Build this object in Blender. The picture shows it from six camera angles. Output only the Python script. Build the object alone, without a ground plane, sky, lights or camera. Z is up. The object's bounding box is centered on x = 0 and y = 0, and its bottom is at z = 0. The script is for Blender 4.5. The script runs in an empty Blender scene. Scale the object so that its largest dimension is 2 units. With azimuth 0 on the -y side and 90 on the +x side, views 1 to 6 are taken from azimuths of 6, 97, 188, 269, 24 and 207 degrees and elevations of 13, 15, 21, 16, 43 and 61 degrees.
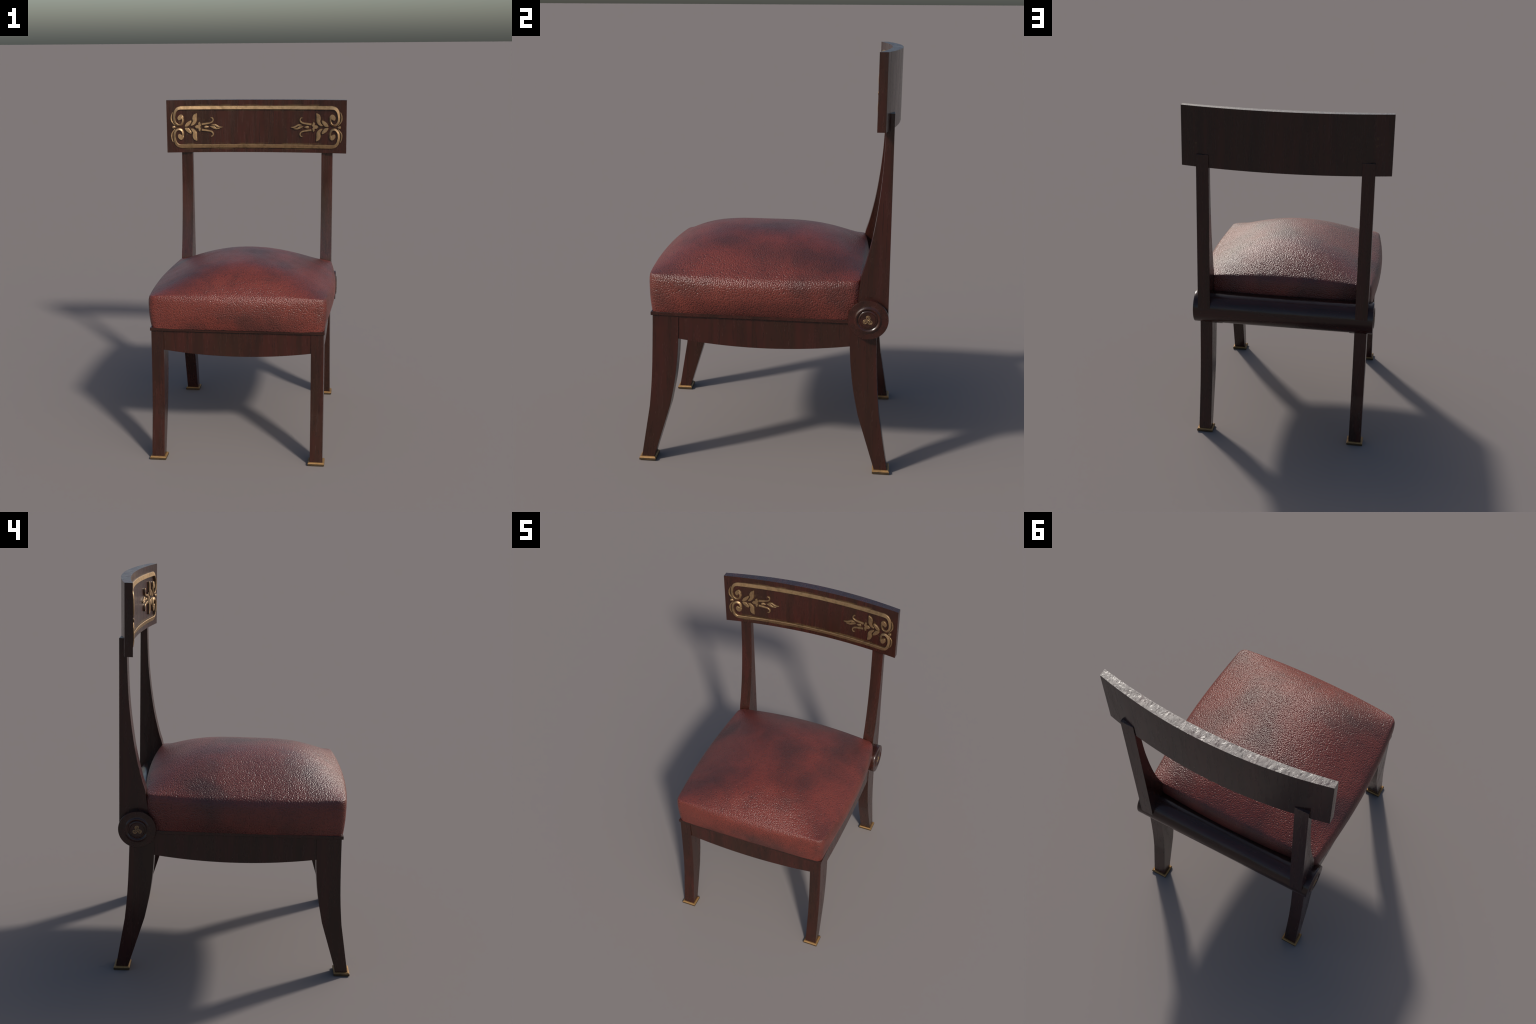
"""Neoclassical side chair: sabre legs, bowed crest rail with gilt ornament,
round back rail with roundels, overstuffed red leather seat."""
import bpy, bmesh, math
from mathutils import Vector

# ------------------------------------------------------------------ helpers
def catmull(pts, n=6, closed=False):
    P = [Vector(p) for p in pts]
    out = []
    m = len(P)
    rng = range(m) if closed else range(m - 1)
    for i in rng:
        if closed:
            a, b, c, d = P[(i - 1) % m], P[i], P[(i + 1) % m], P[(i + 2) % m]
        else:
            a, b, c, d = P[max(i - 1, 0)], P[i], P[i + 1], P[min(i + 2, m - 1)]
        for k in range(n):
            t = k / n
            out.append(0.5 * ((2 * b) + (c - a) * t + (2 * a - 5 * b + 4 * c - d) * t * t
                              + (3 * b - a - 3 * c + d) * t ** 3))
    if not closed:
        out.append(P[-1].copy())
    return out


def finish(bm, name, mat, parent=None, angle=40, bevel=0.0, segs=2):
    bmesh.ops.recalc_face_normals(bm, faces=bm.faces)
    if bevel:
        es = [e for e in bm.edges if len(e.link_faces) == 2 and e.calc_face_angle() > math.radians(35)]
        bmesh.ops.bevel(bm, geom=es, offset=bevel, segments=segs, profile=0.6, affect='EDGES', clamp_overlap=True)
    for f in bm.faces:
        f.smooth = True
    for e in bm.edges:
        if len(e.link_faces) == 2:
            e.smooth = e.calc_face_angle() < math.radians(angle)
    me = bpy.data.meshes.new(name)
    bm.to_mesh(me)
    bm.free()
    me.materials.append(mat)
    ob = link(name, me, parent, RUBBED if mat is GILT else None)
    if bevel:                                  # keep broad faces flat in the shading
        w = ob.modifiers.new('weighted', 'WEIGHTED_NORMAL')
        w.mode = 'FACE_AREA'
        w.weight = 100
        w.keep_sharp = True
    return ob


def link(name, me, parent=None, mat2=None):
    if mat2:
        me.materials.append(mat2)
    ob = bpy.data.objects.new(name, me)
    bpy.context.scene.collection.objects.link(ob)
    if parent:
        ob.parent = parent
    return ob


def prism_x(outline_yz, x0, x1):
    """Closed (y, z) outline extruded along x."""
    bm = bmesh.new()
    a = [bm.verts.new((x0, p[0], p[1])) for p in outline_yz]
    b = [bm.verts.new((x1, p[0], p[1])) for p in outline_yz]
    n = len(a)
    for i in range(n):
        bm.faces.new((a[i], a[(i + 1) % n], b[(i + 1) % n], b[i]))
    bm.faces.new(a)
    bm.faces.new(b[::-1])
    return bm


def box(x0, x1, y0, y1, z0, z1):
    return prism_x([(y0, z0), (y1, z0), (y1, z1), (y0, z1)], x0, x1)


# ---------------------------------------------------------------- materials
class Nodes:
    def __init__(self, name):
        self.mat = bpy.data.materials.new(name)
        self.mat.use_nodes = True
        self.t = self.mat.node_tree
        self.bsdf = self.t.nodes['Principled BSDF']
        self.tc = self.t.nodes.new('ShaderNodeTexCoord')

    def new(self, kind, **kw):
        n = self.t.nodes.new('ShaderNode' + kind)
        for k, v in kw.items():
            setattr(n, k, v)
        return n

    def link(self, a, b):
        self.t.links.new(a, b)

    def coords(self, scale, offset_random=False, loc=(0, 0, 0)):
        m = self.new('Mapping')
        m.inputs['Scale'].default_value = scale
        m.inputs['Location'].default_value = loc
        src = self.tc.outputs['Object']
        if offset_random:
            oi = self.new('ObjectInfo')
            mul = self.new('VectorMath', operation='MULTIPLY_ADD')
            mul.inputs[1].default_value = (7.3, 5.1, 3.7)
            self.link(oi.outputs['Random'], mul.inputs[0])
            self.link(src, mul.inputs[2])
            src = mul.outputs[0]
        self.link(src, m.inputs['Vector'])
        return m.outputs[0]

    def noise(self, vec, scale=1.0, detail=4, rough=0.55, dist=0.0):
        n = self.new('TexNoise')
        n.inputs['Scale'].default_value = scale
        n.inputs['Detail'].default_value = detail
        n.inputs['Roughness'].default_value = rough
        n.inputs['Distortion'].default_value = dist
        self.link(vec, n.inputs['Vector'])
        return n.outputs['Fac']

    def ramp(self, fac, stops):
        r = self.new('ValToRGB')
        el = r.color_ramp.elements
        while len(el) < len(stops):
            el.new(0.5)
        for e, (p, c) in zip(el, stops):
            e.position = p
            e.color = (*c, 1) if len(c) == 3 else c
        self.link(fac, r.inputs[0])
        return r.outputs[0]

    def mix(self, fac, a, b, blend='MIX'):
        m = self.new('Mix', data_type='RGBA', blend_type=blend)
        for s, v in ((0, fac), (6, a), (7, b)):
            if hasattr(v, 'is_output'):
                self.link(v, m.inputs[s])
            else:
                m.inputs[s].default_value = v if s == 0 else (*v, 1)
        return m.outputs[2]

    def math(self, op, a, b=0.0, c=0.0, clamp=False):
        m = self.new('Math', operation=op, use_clamp=clamp)
        for i, v in enumerate((a, b, c)):
            if hasattr(v, 'is_output'):
                self.link(v, m.inputs[i])
            else:
                m.inputs[i].default_value = v
        return m.outputs[0]

    def smooth(self, v, a, b, lo=0.0, hi=1.0):
        m = self.new('MapRange', interpolation_type='SMOOTHSTEP')
        self.link(v, m.inputs[0])
        for i, x in enumerate((a, b, lo, hi)):
            m.inputs[i + 1].default_value = x
        return m.outputs[0]

    def bump(self, height, strength, dist, normal=None):
        b = self.new('Bump')
        b.inputs['Strength'].default_value = strength
        b.inputs['Distance'].default_value = dist
        self.link(height, b.inputs['Height'])
        if normal:
            self.link(normal, b.inputs['Normal'])
        return b.outputs[0]

    def set(self, **kw):
        for k, v in kw.items():
            s = self.bsdf.inputs[k.replace('_', ' ')]
            if hasattr(v, 'is_output'):
                self.link(v, s)
            else:
                s.default_value = v


WOOD_DARK = (0.0185, 0.0068, 0.0044)
WOOD_MID = (0.0295, 0.0088, 0.0056)
WOOD_RED = (0.0400, 0.0098, 0.0068)
WOOD_BROWN = (0.0255, 0.0102, 0.0058)


def wood(name, axis, gilt_halo=False, wavy=0.5):
    """Polished mahogany: grain runs along the axis 'x' or 'z'."""
    n = Nodes(name)
    long_, cross = 1.3, 15.0
    sc = {'z': (cross, cross, long_), 'x': (long_, cross, cross)}[axis]
    vec = n.coords(sc, offset_random=True)
    warp = n.coords(tuple(s * 0.35 for s in sc), offset_random=True)
    streak = n.noise(vec, 1.0, 7, 0.60, 0.5)
    col = n.ramp(streak, [(0.30, WOOD_DARK), (0.47, WOOD_MID), (0.60, WOOD_RED), (0.74, WOOD_MID)])
    band = n.noise(warp, 1.0, 3, 0.5, 0.6)
    col = n.mix(n.smooth(band, 0.50, 0.68, 0, 0.7), col, WOOD_BROWN)
    col = n.mix(n.smooth(band, 0.44, 0.28, 0, 0.6), col, WOOD_DARK)
    pore = n.noise(n.coords(tuple(s * (7 if s > 2 else 5) for s in sc), True), 1.0, 2, 0.5)
    col = n.mix(n.smooth(pore, 0.60, 0.75, 0, 0.45), col, tuple(c * 0.4 for c in WOOD_DARK))
    if gilt_halo:
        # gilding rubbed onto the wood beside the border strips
        sep = n.new('SeparateXYZ')
        n.link(n.tc.outputs['Object'], sep.inputs[0])
        dz = n.math('ABSOLUTE', n.math('SUBTRACT', n.math('ABSOLUTE', n.math('SUBTRACT', sep.outputs[2], 1.8245)), 0.125))
        near = n.smooth(dz, 0.026, 0.010)
        ends = n.smooth(n.math('ABSOLUTE', sep.outputs[0]), 0.50, 0.46)
        front = n.smooth(sep.outputs[1], 0.566, 0.562)
        rub = n.smooth(n.noise(n.coords((9, 9, 40)), 1.0, 6, 0.7), 0.46, 0.60)
        m = n.math('MULTIPLY', n.math('MULTIPLY', near, ends), n.math('MULTIPLY', front, rub))
        # smudges around the sprays
        dx = n.math('ABSOLUTE', n.math('SUBTRACT', n.math('ABSOLUTE', sep.outputs[0]), 0.41))
        az = n.math('ABSOLUTE', n.math('SUBTRACT', sep.outputs[2], 1.8245))
        spray = n.math('MULTIPLY', n.smooth(dx, 0.15, 0.10), n.smooth(az, 0.075, 0.03))
        rub2 = n.smooth(n.noise(n.coords((45, 45, 45)), 1.0, 5, 0.7), 0.55, 0.68, 0, 0.6)
        m2 = n.math('MULTIPLY', n.math('MULTIPLY', spray, front), rub2)
        col = n.mix(n.math('MULTIPLY', n.math('MAXIMUM', m, m2), 0.85), col, (0.10, 0.062, 0.026))
    wear = n.noise(n.coords({'z': (70, 26, 5), 'x': (6, 30, 30)}[axis], True), 1.0, 5, 0.62)
    rough = n.smooth(wear, 0.35, 0.65, 0.17, 0.29)
    lump = n.noise(n.coords({'z': (16, 16, 5), 'x': (4, 12, 12)}[axis], True), 1.0, 3, 0.5)
    b1 = n.bump(lump, wavy, 0.003)
    b2 = n.bump(wear, 0.22, 0.0014, b1)
    # sun glint built into upward faces: IOR, roughness and bump raised by normal
    geo = n.new('NewGeometry')
    sep2 = n.new('SeparateXYZ')
    n.link(geo.outputs['True Normal'], sep2.inputs[0])
    top = n.smooth(sep2.outputs[2], 0.90, 0.97)
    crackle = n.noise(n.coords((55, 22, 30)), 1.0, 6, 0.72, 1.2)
    ior = n.math('MULTIPLY_ADD', top, 0.45 if axis == 'z' else 0.0, 1.5)
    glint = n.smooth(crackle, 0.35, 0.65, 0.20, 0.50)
    if axis == 'z':
        r = n.new('Mix', data_type='FLOAT')
        n.link(top, r.inputs[0])
        n.link(rough, r.inputs[2])
        n.link(glint, r.inputs[3])
        rough = r.outputs[0]
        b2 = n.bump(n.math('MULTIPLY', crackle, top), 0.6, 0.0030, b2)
    n.set(Base_Color=col, Roughness=rough, Normal=b2, IOR=ior)
    n.set(**{'Specular_IOR_Level': 0.5})
    return n.mat


def leather():
    n = Nodes('red_leather')
    big = n.noise(n.coords((4.2, 4.2, 4.2), loc=(0.35, 0.1, 0.0)), 1.0, 3, 0.5, 0.3)
    col = n.ramp(big, [(0.30, (0.072, 0.022, 0.018)), (0.42, (0.104, 0.026, 0.020)),
                       (0.55, (0.142, 0.030, 0.022)), (0.72, (0.170, 0.036, 0.025))])
    fine = n.noise(n.coords((60, 60, 60)), 1.0, 4, 0.6)
    col = n.mix(n.smooth(fine, 0.42, 0.25, 0, 0.25), col, (0.06, 0.018, 0.014))
    warp = n.new('TexNoise')
    warp.inputs['Scale'].default_value = 30
    n.link(n.tc.outputs['Object'], warp.inputs['Vector'])
    v = n.new('VectorMath', operation='MULTIPLY_ADD')
    n.link(warp.outputs['Color'], v.inputs[0])
    v.inputs[1].default_value = (0.006, 0.006, 0.006)
    n.link(n.tc.outputs['Object'], v.inputs[2])
    cell = n.new('TexVoronoi', feature='F1')
    cell.inputs['Scale'].default_value = 150
    n.link(v.outputs[0], cell.inputs['Vector'])
    d = cell.outputs['Distance']
    pebble = n.math('SUBTRACT', 1.0, n.math('MULTIPLY', d, n.math('MULTIPLY', d, 1.3)))
    b = n.bump(pebble, 0.75, 0.0026)
    b = n.bump(n.noise(n.coords((260, 260, 260)), 1.0, 3, 0.6), 0.10, 0.001, b)
    rough = n.smooth(n.noise(n.coords((9, 9, 9)), 1.0, 4, 0.6), 0.3, 0.7, 0.29, 0.38)
    col = n.mix(n.smooth(d, 0.45, 0.80, 0, 0.40), col, (0.045, 0.013, 0.010))
    n.set(Base_Color=col, Roughness=rough, Normal=b)
    return n.mat


def gilt(name, light, dark, rough0=0.30, metallic=0.85):
    n = Nodes(name)
    f = n.noise(n.coords((28, 28, 28)), 1.0, 6, 0.65)
    col = n.ramp(f, [(0.32, dark), (0.55, light), (0.75, tuple(min(1, c * 1.15) for c in light))])
    speck = n.noise(n.coords((220, 220, 220)), 1.0, 3, 0.6)
    col = n.mix(n.smooth(speck, 0.56, 0.72, 0, 0.5), col, tuple(c * 0.5 for c in dark))
    b = n.bump(f, 0.5, 0.004)
    n.set(Base_Color=col, Roughness=n.smooth(f, 0.3, 0.7, rough0 + 0.18, rough0), Metallic=metallic, Normal=b)
    return n.mat


WOOD_Z = wood('mahogany_upright_grain', 'z')
WOOD_BACK = wood('mahogany_gilt_rubbed', 'z', gilt_halo=True)
WOOD_X = wood('mahogany_long_grain', 'x', wavy=0.6)
LEATHER = leather()
GILT = gilt('aged_gilt', (0.38, 0.248, 0.132), (0.21, 0.138, 0.072), 0.38)
BRASS = gilt('foot_brass', (0.29, 0.160, 0.055), (0.17, 0.098, 0.038), 0.50, 0.45)
TARNISH = gilt('tarnished_brass', (0.075, 0.046, 0.020), (0.040, 0.027, 0.014), 0.50, 0.35)
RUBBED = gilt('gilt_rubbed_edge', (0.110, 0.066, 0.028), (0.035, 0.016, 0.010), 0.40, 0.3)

# --------------------------------------------------------------------- root
root = bpy.data.objects.new('upholstered_chair', None)
bpy.context.scene.collection.objects.link(root)
root['label'] = 'dark mahogany side chair with red leather seat and gilt ornament'
root['category'] = 'chair'

# --------------------------------------------------------------------- legs
LEG_W = 0.072
LEG_X = 0.458
toe = [(-0.532, 0.757), (-0.535, 0.655), (-0.540, 0.520), (-0.547, 0.405), (-0.5585, 0.288)]
heel = [(-0.4565, 0.295), (-0.4325, 0.415), (-0.4195, 0.510), (-0.413, 0.580), (-0.4095, 0.645), (-0.406, 0.757)]
# below the knee both edges run straight down to the plate
leg_outline = catmull(toe, 4) + [Vector((-0.6055, 0.010)), Vector((-0.5440, 0.010))] + catmull(heel, 4)
leg = finish(prism_x(leg_outline, -LEG_W / 2, LEG_W / 2), 'leg', WOOD_Z, root, 30, 0.0022)
# brass plate under the toe: tarnished edge, brighter sloping ledge
bm = bmesh.new()
levels = []
for inset, z in ((0.0006, 0.0), (0.0, 0.0012), (0.0, 0.0112), (0.0012, 0.0126), (0.0062, 0.0172), (0.012, 0.0176)):
    x, y0, y1 = 0.0475 - inset, -0.6160 + inset, -0.5335 - inset
    levels.append([bm.verts.new(c) for c in ((-x, y0, z), (x, y0, z), (x, y1, z), (-x, y1, z))])
for li, (a, b) in enumerate(zip(levels, levels[1:])):
    for k in range(4):
        f = bm.faces.new((a[k], a[(k + 1) % 4], b[(k + 1) % 4], b[k]))
        f.material_index = 1 if li < 2 else 0
bm.faces.new(levels[0][::-1]).material_index = 1
bm.faces.new(levels[-1])
cap = finish(bm, 'foot_cap', BRASS, leg, 20)
cap.data.materials.append(TARNISH)
leg.location.x = LEG_X
for sx, rot in ((-1, 0), (1, 1), (-1, 1)):
    l2 = leg.copy()
    bpy.context.scene.collection.objects.link(l2)
    l2.location.x = sx * LEG_X
    l2.rotation_euler.z = math.pi * rot
    c2 = cap.copy()
    c2.parent = l2
    bpy.context.scene.collection.objects.link(c2)

# ------------------------------------------------------------------- aprons
def apron_outline(half):
    """Lower edge sags gently towards the middle; (along, z)."""
    N = 24
    low = [(-half + 2 * half * i / N, 0.6115 + 0.030 * abs(-1 + 2 * i / N) ** 2.0) for i in range(N + 1)]
    return low + [(half, 0.758), (-half, 0.758)]


bm = prism_x(apron_outline(0.4225), -0.02, 0.02)          # built along y, then turned
for v in bm.verts:
    x, y, z = v.co
    v.co = (y, x - 0.5085, z)
finish(bm, 'apron', WOOD_Z, root, 30, 0.0015)
for s in (1, -1):
    x0, x1 = sorted((s * 0.385, s * 0.4905))
    finish(prism_x(apron_outline(0.4115), x0, x1), 'apron', WOOD_Z, root, 30, 0.0015)
# inner cross board behind the round rail, carries the seat
finish(box(-0.423, 0.423, 0.42, 0.46, 0.715, 0.757), 'seat_board', WOOD_X, root, 30, 0.002)

# thin lip around the seat: a rounded frame
bm = box(-0.4995, 0.4995, -0.5405, 0.46, 0.7565, 0.7745)
finish(bm, 'seat_moulding', WOOD_X, root, 30, 0.003, 3)

# --------------------------------------------------------------- back rail
RAIL_Y, RAIL_Z, RAIL_R = 0.4912, 0.7868, 0.0945
# lathe profile (radius, x) of one half, with the turned roundel at its end
END = [(RAIL_R, 0.0), (RAIL_R, 0.30), (RAIL_R, 0.5165), (RAIL_R, 0.5260), (RAIL_R - 0.0012, 0.5275), (0.080, 0.5279),
       (0.066, 0.5285), (0.0615, 0.5297), (0.0585, 0.5327), (0.0555, 0.5337), (0.0520, 0.5329), (0.0488, 0.5303),
       (0.0472, 0.5285), (0.0455, 0.5281), (0.0440, 0.5293), (0.0420, 0.5305), (0.0380, 0.5309),
       (0.0372, 0.5299), (0.0362, 0.5299), (0.0352, 0.5311), (0.020, 0.5315), (0.0005, 0.5315)]
prof = [(r, -x) for r, x in reversed(END)] + END[1:]
bm = bmesh.new()
SEG = 96
rings = []
for r, x in prof:
    rings.append([bm.verts.new((x, RAIL_Y + r * math.cos(2 * math.pi * k / SEG),
                                RAIL_Z + r * math.sin(2 * math.pi * k / SEG))) for k in range(SEG)])
for a, b in zip(rings, rings[1:]):
    for k in range(SEG):
        bm.faces.new((a[k], a[(k + 1) % SEG], b[(k + 1) % SEG], b[k]))
bm.faces.new(rings[0])
bm.faces.new(rings[-1])
rail = finish(bm, 'back_rail', WOOD_X, root, 40)


def ribbon(points, widths, place, h, sink=0.0015, edge=0.25, lean=0.0, flare=0.0):
    """Raised strip with chamfered edges along a 2-D path; place(u, v, height) -> xyz.
    lean lowers one edge of the strip's face, flare widens its foot."""
    bm = bmesh.new()
    rows = []
    n = len(points)
    for i, p in enumerate(points):
        t = (points[min(i + 1, n - 1)] - points[max(i - 1, 0)])
        t = Vector((t.x, t.y)).normalized()
        nn = Vector((-t.y, t.x))
        w = widths(i / (n - 1)) * 0.5
        e = min(w * edge, 0.0018)
        up = lambda o: h - lean * (o / w)
        sec = [(-w - flare, -sink), (-w, up(-w) - e), (-w + e, up(-w + e)), (w - e, up(w - e)), (w, up(w) - e), (w + flare, -sink)]
        rows.append([bm.verts.new(place(p.x + nn.x * o, p.y + nn.y * o, d)) for o, d in sec])
    for a, b in zip(rows, rows[1:]):
        for k in range(6):
            f = bm.faces.new((a[k], a[(k + 1) % 6], b[(k + 1) % 6], b[k]))
            f.material_index = 1 if k in (0, 4) else 0
    bm.faces.new(rows[0])
    bm.faces.new(rows[-1][::-1])
    return bm


def arm_path(ang):
    """One arm of the three-fold spiral, from the middle out and curling in."""
    c = Vector((0.0, 0.0138))
    pts = [Vector((0, 0)), Vector((0.0055, 0.0022))]
    turns = 1.6
    N = 34
    for i in range(N + 1):
        t = i / N
        a = math.radians(-38) + t * turns * 2 * math.pi
        r = 0.0107 * (1 - t) + 0.0022 * t
        pts.append(c + Vector((r * math.cos(a), r * math.sin(a))))
    ca, sa = math.cos(ang), math.sin(ang)
    return [Vector((p.x * ca - p.y * sa, p.x * sa + p.y * ca)) for p in pts]


for s in (1, -1):
    bm = bmesh.new()
    for k in range(3):
        b2 = ribbon(arm_path(k * 2 * math.pi / 3), lambda t: 0.0042 * (1 - 0.40 * t),
                    lambda u, v, d, s=s, k=k: (s * (0.5315 + d - 0.00012 * k), RAIL_Y - 0.0005 + u, RAIL_Z - 0.0015 + v), 0.0011, 0.0006)
        tmp = bpy.data.meshes.new('tmp')
        b2.to_mesh(tmp)
        b2.free()
        bm.from_mesh(tmp)
        bpy.data.meshes.remove(tmp)
    finish(bm, 'spiral_inlay', GILT, rail, 50)

# ------------------------------------------------------------------ uprights
post_front = [(0.430, 0.800), (0.440, 0.860), (0.445, 0.910), (0.453, 0.978), (0.469, 1.031), (0.487, 1.104),
              (0.501, 1.171), (0.514, 1.252), (0.5245, 1.335), (0.5345, 1.440), (0.5395, 1.545), (0.5425, 1.645), (0.5435, 1.733)]
post_outline = catmull(post_front, 4) + [Vector((0.5795, 1.733)), Vector((0.5815, 1.25)), Vector((0.5835, 0.800))]
POST_X = 0.461
post = finish(prism_x(post_outline, -0.036, 0.036), 'upright', WOOD_Z, root, 30, 0.0018)
post.location.x = POST_X
p2 = post.copy()
bpy.context.scene.collection.objects.link(p2)
p2.location.x = -POST_X

# ------------------------------------------------------------------ backrest
HALF, Z0, Z1 = 0.5860, 1.659, 2.0


def front_y(x):
    return 0.5610 - 0.0575 * (x / HALF) ** 2


def rear_y(x):
    return 0.6130 - 0.0710 * (x / HALF) ** 2


bm = bmesh.new()
N = 40
rows = []
for i in range(N + 1):
    x = -HALF + 2 * HALF * i / N
    rows.append([bm.verts.new(c) for c in ((x, front_y(x), Z0), (x, rear_y(x), Z0), (x, rear_y(x), Z1), (x, front_y(x), Z1))])
for a, b in zip(rows, rows[1:]):
    for k in range(4):
        bm.faces.new((a[k], a[(k + 1) % 4], b[(k + 1) % 4], b[k]))
bm.faces.new(rows[0])
bm.faces.new(rows[-1])
backrest = finish(bm, 'backrest', WOOD_BACK, root, 30, 0.0007)

# gilt ornament, drawn in millimetres from the middle axis of the backrest
AXIS = 1.8245
RISE = 0.0085


def on_back(s, flip=1):
    def place(u, v, d):
        x = s * u
        return (x, front_y(x) - d, AXIS + flip * v)
    return place


def mm(pts):
    return [(a / 1000, b / 1000) for a, b in pts]


def pillow(outline, place, h=RISE, keel=1.02, flare=0.0012):
    """Raised leaf-like piece over a closed outline, slightly domed towards its middle."""
    bm = bmesh.new()
    c = sum(outline, Vector((0, 0))) / len(outline)
    n = len(outline)
    nor = []
    area = sum(outline[k].x * outline[(k + 1) % n].y - outline[(k + 1) % n].x * outline[k].y for k in range(n))
    for k in range(n):
        t = (outline[(k + 1) % n] - outline[k - 1]).normalized()
        nor.append(Vector((t.y, -t.x)) * (1 if area > 0 else -1))
    rings = []
    for o, f, d in ((flare, 1, -0.0015), (0, 1, h - 0.0012), (-0.0010, 1, h), (-0.001, 0.55, h * keel)):
        rings.append([bm.verts.new(place(c.x + (p.x + q.x * o - c.x) * f, c.y + (p.y + q.y * o - c.y) * f, d))
                      for p, q in zip(outline, nor)])
    for li, (a, b) in enumerate(zip(rings, rings[1:])):
        for k in range(n):
            bm.faces.new((a[k], a[(k + 1) % n], b[(k + 1) % n], b[k])).material_index = 1 if li == 0 else 0
    top = bm.verts.new(place(c.x, c.y, h * keel))
    for k in range(n):
        bm.faces.new((rings[-1][k], rings[-1][(k + 1) % n], top))
    bm.faces.new(rings[0][::-1])
    return bm


# border strip, top and bottom, each running into a scroll at both ends
half_path = [Vector((-0.492 + 0.492 * i / 24, 0.1255)) for i in range(25)]
curl = catmull(mm([(-538, 66), (-535, 38), (-523, 19), (-507, 12.5), (-491, 18), (-482, 34), (-481, 53), (-487, 68)]), 6)
corner = catmull(mm([(-492, 125.5), (-515, 119), (-531, 98), (-538, 66)]), 6)
scroll_path = curl[::-1][:-1] + corner[::-1][:-1] + half_path
n_c = len(curl) - 1


def scroll_width(t):
    i = t * (len(scroll_path) - 1)
    if i > n_c + 18:
        return 0.0235
    if i > n_c:
        return 0.0150 + 0.0085 * (i - n_c) / 18
    return 0.0100 + 0.0050 * min(1, i / (n_c * 0.7))


half_w = scroll_width
for flip in (1, -1):
    full = scroll_path + [Vector((-p.x, p.y)) for p in reversed(scroll_path[:-1])]
    bm = ribbon(full, lambda t: half_w(1 - abs(2 * t - 1)), on_back(1, flip), RISE, lean=0.0026, flare=0.0015)
    finish(bm, 'border_strip', GILT, backrest, 35)
    for s in (1, -1):
        bulb = catmull(mm([(-491, 83), (-505, 78), (-515, 63), (-514, 51), (-508, 44), (-500, 46), (-488, 52), (-477, 56), (-478, 72)]), 4, True)
        finish(pillow(bulb, on_back(s, flip), RISE * 1.01, 1.02), 'scroll_bulb', GILT, backrest, 45)
        side = catmull(mm([(-547, 97), (-556, 74), (-559, 50), (-552, 33), (-531, 10), (-546, 34), (-550, 52), (-549, 74)]), 4, True)
        cx = catmull(mm([(-546, 97), (-554, 74), (-555, 50), (-549, 33), (-532, 11)]), 6)
        finish(ribbon(cx, lambda t: 0.0025 + 0.0065 * math.sin(math.pi * t) ** 0.8, on_back(s, flip), RISE * 0.75, flare=0.001), 'scroll_sepal', GILT, backrest, 40)
        small = catmull(mm([(-469, 4), (-464, 20), (-450, 34), (-430, 43.5), (-426, 33), (-436, 16), (-447, 5.5)]), 4, True)
        finish(pillow(small, on_back(s, flip)), 'leaf', GILT, backrest, 45)
        large = catmull(mm([(-432, 11), (-421, 24), (-417, 38), (-420, 58), (-413, 78), (-402, 86), (-390, 89), (-391, 62), (-392, 36), (-405, 18), (-420, 9)]), 4, True)
        finish(pillow(large, on_back(s, flip)), 'leaf', GILT, backrest, 45)
        cx = catmull(mm([(-359, 18), (-329, 22), (-303, 27), (-289, 36), (-285, 47), (-290, 58), (-300, 60)]), 6)
        finish(ribbon(cx, lambda t: 0.0130 - 0.0080 * t, on_back(s, flip), RISE, flare=0.001), 'tendril', GILT, backrest, 40)
for s in (1, -1):
    knot = [Vector(p) for p in mm([(-405, 1), (-397, 11), (-387, 14), (-376, 13), (-383, 27), (-372, 35), (-362, 10), (-370, 1),
                                   (-364, -8), (-371, -30), (-381, -23), (-380, -9), (-393, -10)])]
    finish(pillow(knot, on_back(s)), 'knot', GILT, backrest, 45)
    for a, b, r in ((-0.550, -0.527, 0.0075), (-0.343, -0.311, 0.0075)):
        drop = []
        for k in range(24):
            q = 2 * math.pi * k / 24
            f = 0.5 - 0.5 * math.cos(q)                       # 0 at the round end, 1 at the tip
            drop.append(Vector((a + (b - a) * f, math.copysign(1, math.sin(q)) * 1.45 * r * abs(math.sin(q)) ** 0.8 * (1 - f) ** 0.45)))
        finish(pillow(drop, on_back(s), RISE, 1.08), 'drop', GILT, backrest, 45)
    up = catmull(mm([(-299, 12), (-278, 19.5), (-262, 14), (-245, 4), (-222, -1), (-243, -6), (-263, 0), (-275, 10)]), 4, True)
    lo = catmull(mm([(-307, 5), (-290, 6), (-277, 4), (-266, -5), (-240, -10.5), (-262, -15.5), (-276, -13), (-292, -6)]), 4, True)
    finish(pillow(up, on_back(s)), 'bud_petal', GILT, backrest, 45)
    finish(pillow(lo, on_back(s)), 'bud_petal', GILT, backrest, 45)

# -------------------------------------------------------------- seat cushion
CX, CY0, CY1 = 0.494, -0.538, 0.447       # half width, front, rear of the foot of the cushion
YM = (CY0 + CY1) / 2
HY = (CY1 - CY0) / 2


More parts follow.
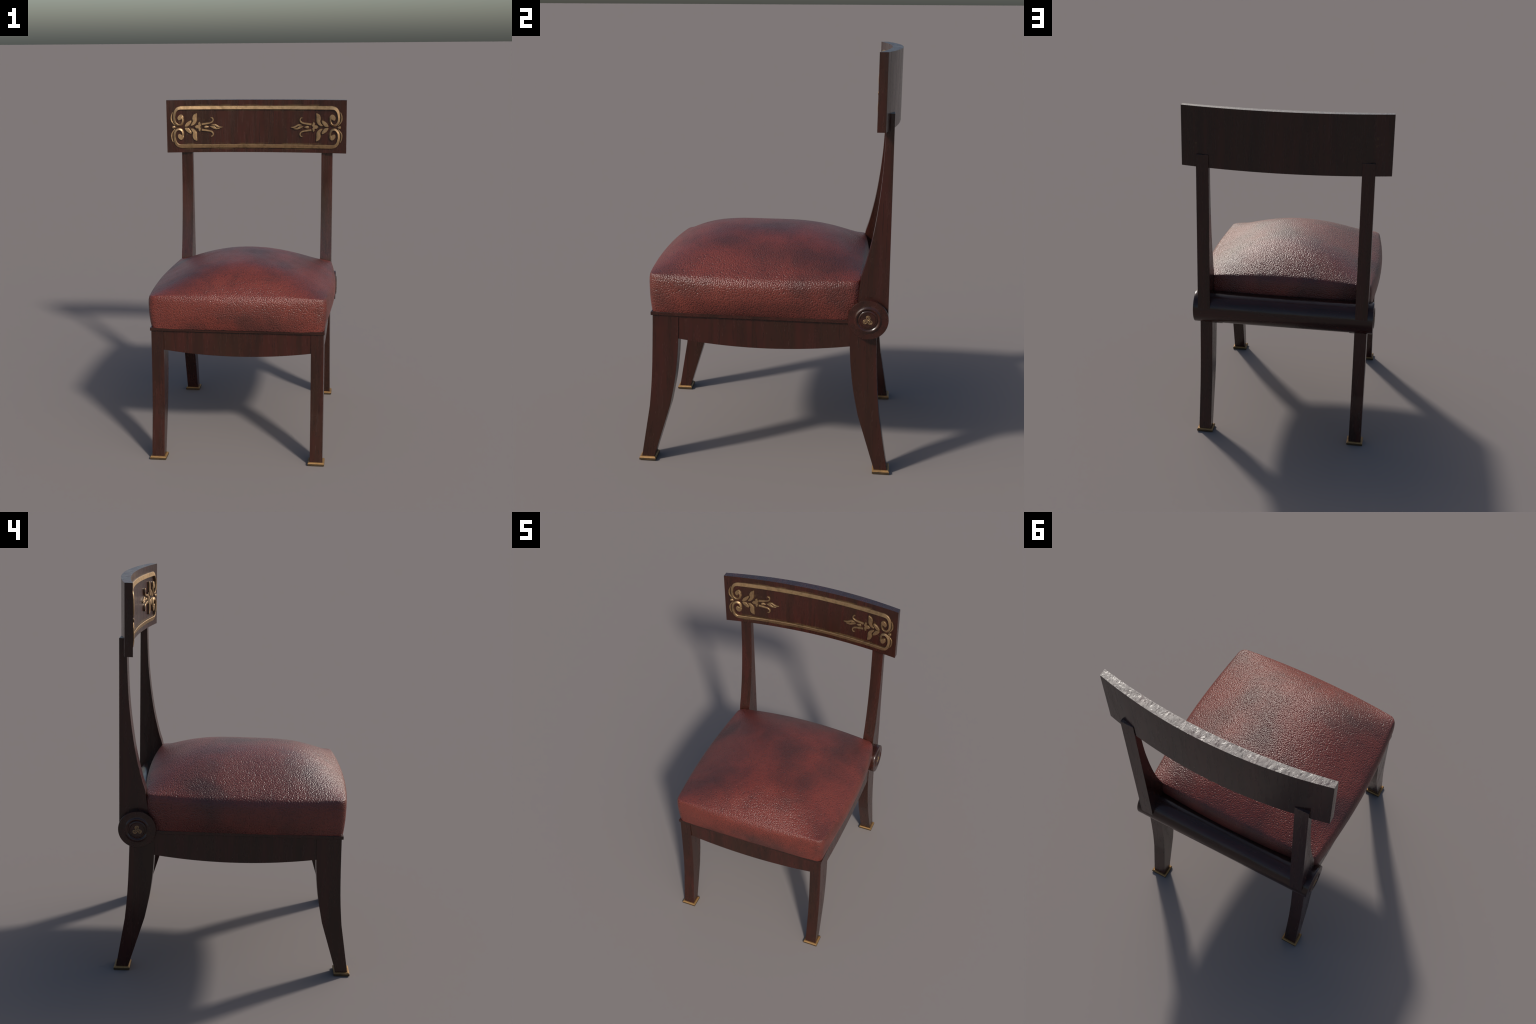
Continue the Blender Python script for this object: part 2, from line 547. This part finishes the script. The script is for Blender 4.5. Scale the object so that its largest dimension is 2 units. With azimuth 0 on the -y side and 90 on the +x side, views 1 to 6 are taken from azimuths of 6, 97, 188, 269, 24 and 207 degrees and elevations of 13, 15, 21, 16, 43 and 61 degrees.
def plan(q, hx, hy, rad, bx, bf, br):
    """Rounded rectangle at perimeter parameter q in [0, 1), sides bowed outwards."""
    lx, ly = hx - rad, hy - rad
    arc = math.pi / 2 * rad
    per = 4 * (lx + ly) + 4 * arc
    # start at middle of the front, run towards +x
    s = q * per
    segs = [('f', lx), ('a', arc, lx, -ly, -90), ('r', 2 * ly), ('a', arc, lx, ly, 0), ('b', 2 * lx),
            ('a', arc, -lx, ly, 90), ('l', 2 * ly), ('a', arc, -lx, -ly, 180), ('g', lx)]
    for g in segs:
        if s <= g[1] or g[0] == 'g':
            break
        s -= g[1]
    k = g[0]
    if k == 'f':
        x, y = s, -hy
    elif k == 'g':
        x, y = -lx + s, -hy
    elif k == 'r':
        x, y = hx, -ly + s
    elif k == 'b':
        x, y = lx - s, hy
    elif k == 'l':
        x, y = -hx, ly - s
    else:
        a = math.radians(g[4]) + (s / rad if rad > 1e-9 else 0)
        x, y = g[2] + rad * math.cos(a), g[3] + rad * math.sin(a)
    u, v = max(-1, min(1, x / hx)), max(-1, min(1, y / hy))
    x2 = x + math.copysign(1, x) * bx * (1 - v * v) * abs(u) ** 3
    y2 = y + (bf if v < 0 else br) * math.copysign(1, y) * (1 - u * u) * abs(v) ** 3
    return x2, y2


def dome(x, y):
    """Height of the seat top: crowned in the middle, with lifted corners."""
    yc = -0.056
    uo = abs(x) / 0.505                       # runs past 1 on the swell of the wall
    vo = (yc - y) / (yc + 0.550) if y < yc else (y - yc) / (0.455 - yc)
    u, v = min(1, uo), min(1, vo)
    rim = 0.951 + (0.032 if y < yc else 0.049) * (1 - u * u) * v * v + 0.018 * (1 - v * v) * u * u
    rim += 0.009 * (u * v) ** 4
    fall = lambda t, p: 1 - t ** p if t < 1 else -0.75 * p * (t - 1)
    fu, fv = fall(uo, 2.065), fall(vo, 3.5)
    if fu < 0 and fv < 0:
        return rim
    return rim + (1.114 - rim) * max(fu * fv, -0.2)


bm = bmesh.new()
PER = 264
FOOT = 0.770
verts = []


def ring(hx, hy, rad, bx, bf, br, zf):
    out = []
    for k in range(PER):
        x, y = plan(k / PER, hx, hy, rad, bx, bf, br)
        y += YM
        out.append(bm.verts.new((x, y, zf(x, y))))
    return out


# side wall: (share of the height up to the rim, share of the full swell)
wall = catmull([(0.0, 0.0), (0.07, 0.22), (0.17, 0.46), (0.30, 0.71), (0.45, 0.90), (0.60, 0.975), (0.74, 1.0), (0.84, 0.96),
                (0.905, 0.86), (0.952, 0.70), (0.982, 0.50), (0.995, 0.30), (1.0, 0.10)], 3)
for h, g in wall:
    verts.append(ring(CX + 0.010 * g, HY + 0.005 * g, 0.032, 0.004 + 0.034 * g, 0.006 + 0.027 * g, 0.004 + 0.026 * g,
                      lambda x, y, h=h: FOOT + (dome(x, y) - FOOT) * h))
TOP = 56
for i in range(1, TOP):
    f = 1 - (i / TOP)
    g = 0.10 * f ** 6
    verts.append(ring((CX + 0.010 * g) * f, (HY + 0.005 * g) * f, 0.032 * f, (0.004 + 0.034 * g) * f, (0.006 + 0.027 * g) * f, (0.004 + 0.026 * g) * f, dome))
for a, b in zip(verts, verts[1:]):
    for k in range(PER):
        bm.faces.new((a[k], a[(k + 1) % PER], b[(k + 1) % PER], b[k]))
c = bm.verts.new((0, YM, dome(0, YM)))
for k in range(PER):
    bm.faces.new((verts[-1][k], verts[-1][(k + 1) % PER], c))
bm.faces.new(verts[0][::-1])
finish(bm, 'seat_cushion', LEATHER, root, 70)

bpy.context.view_layer.update()
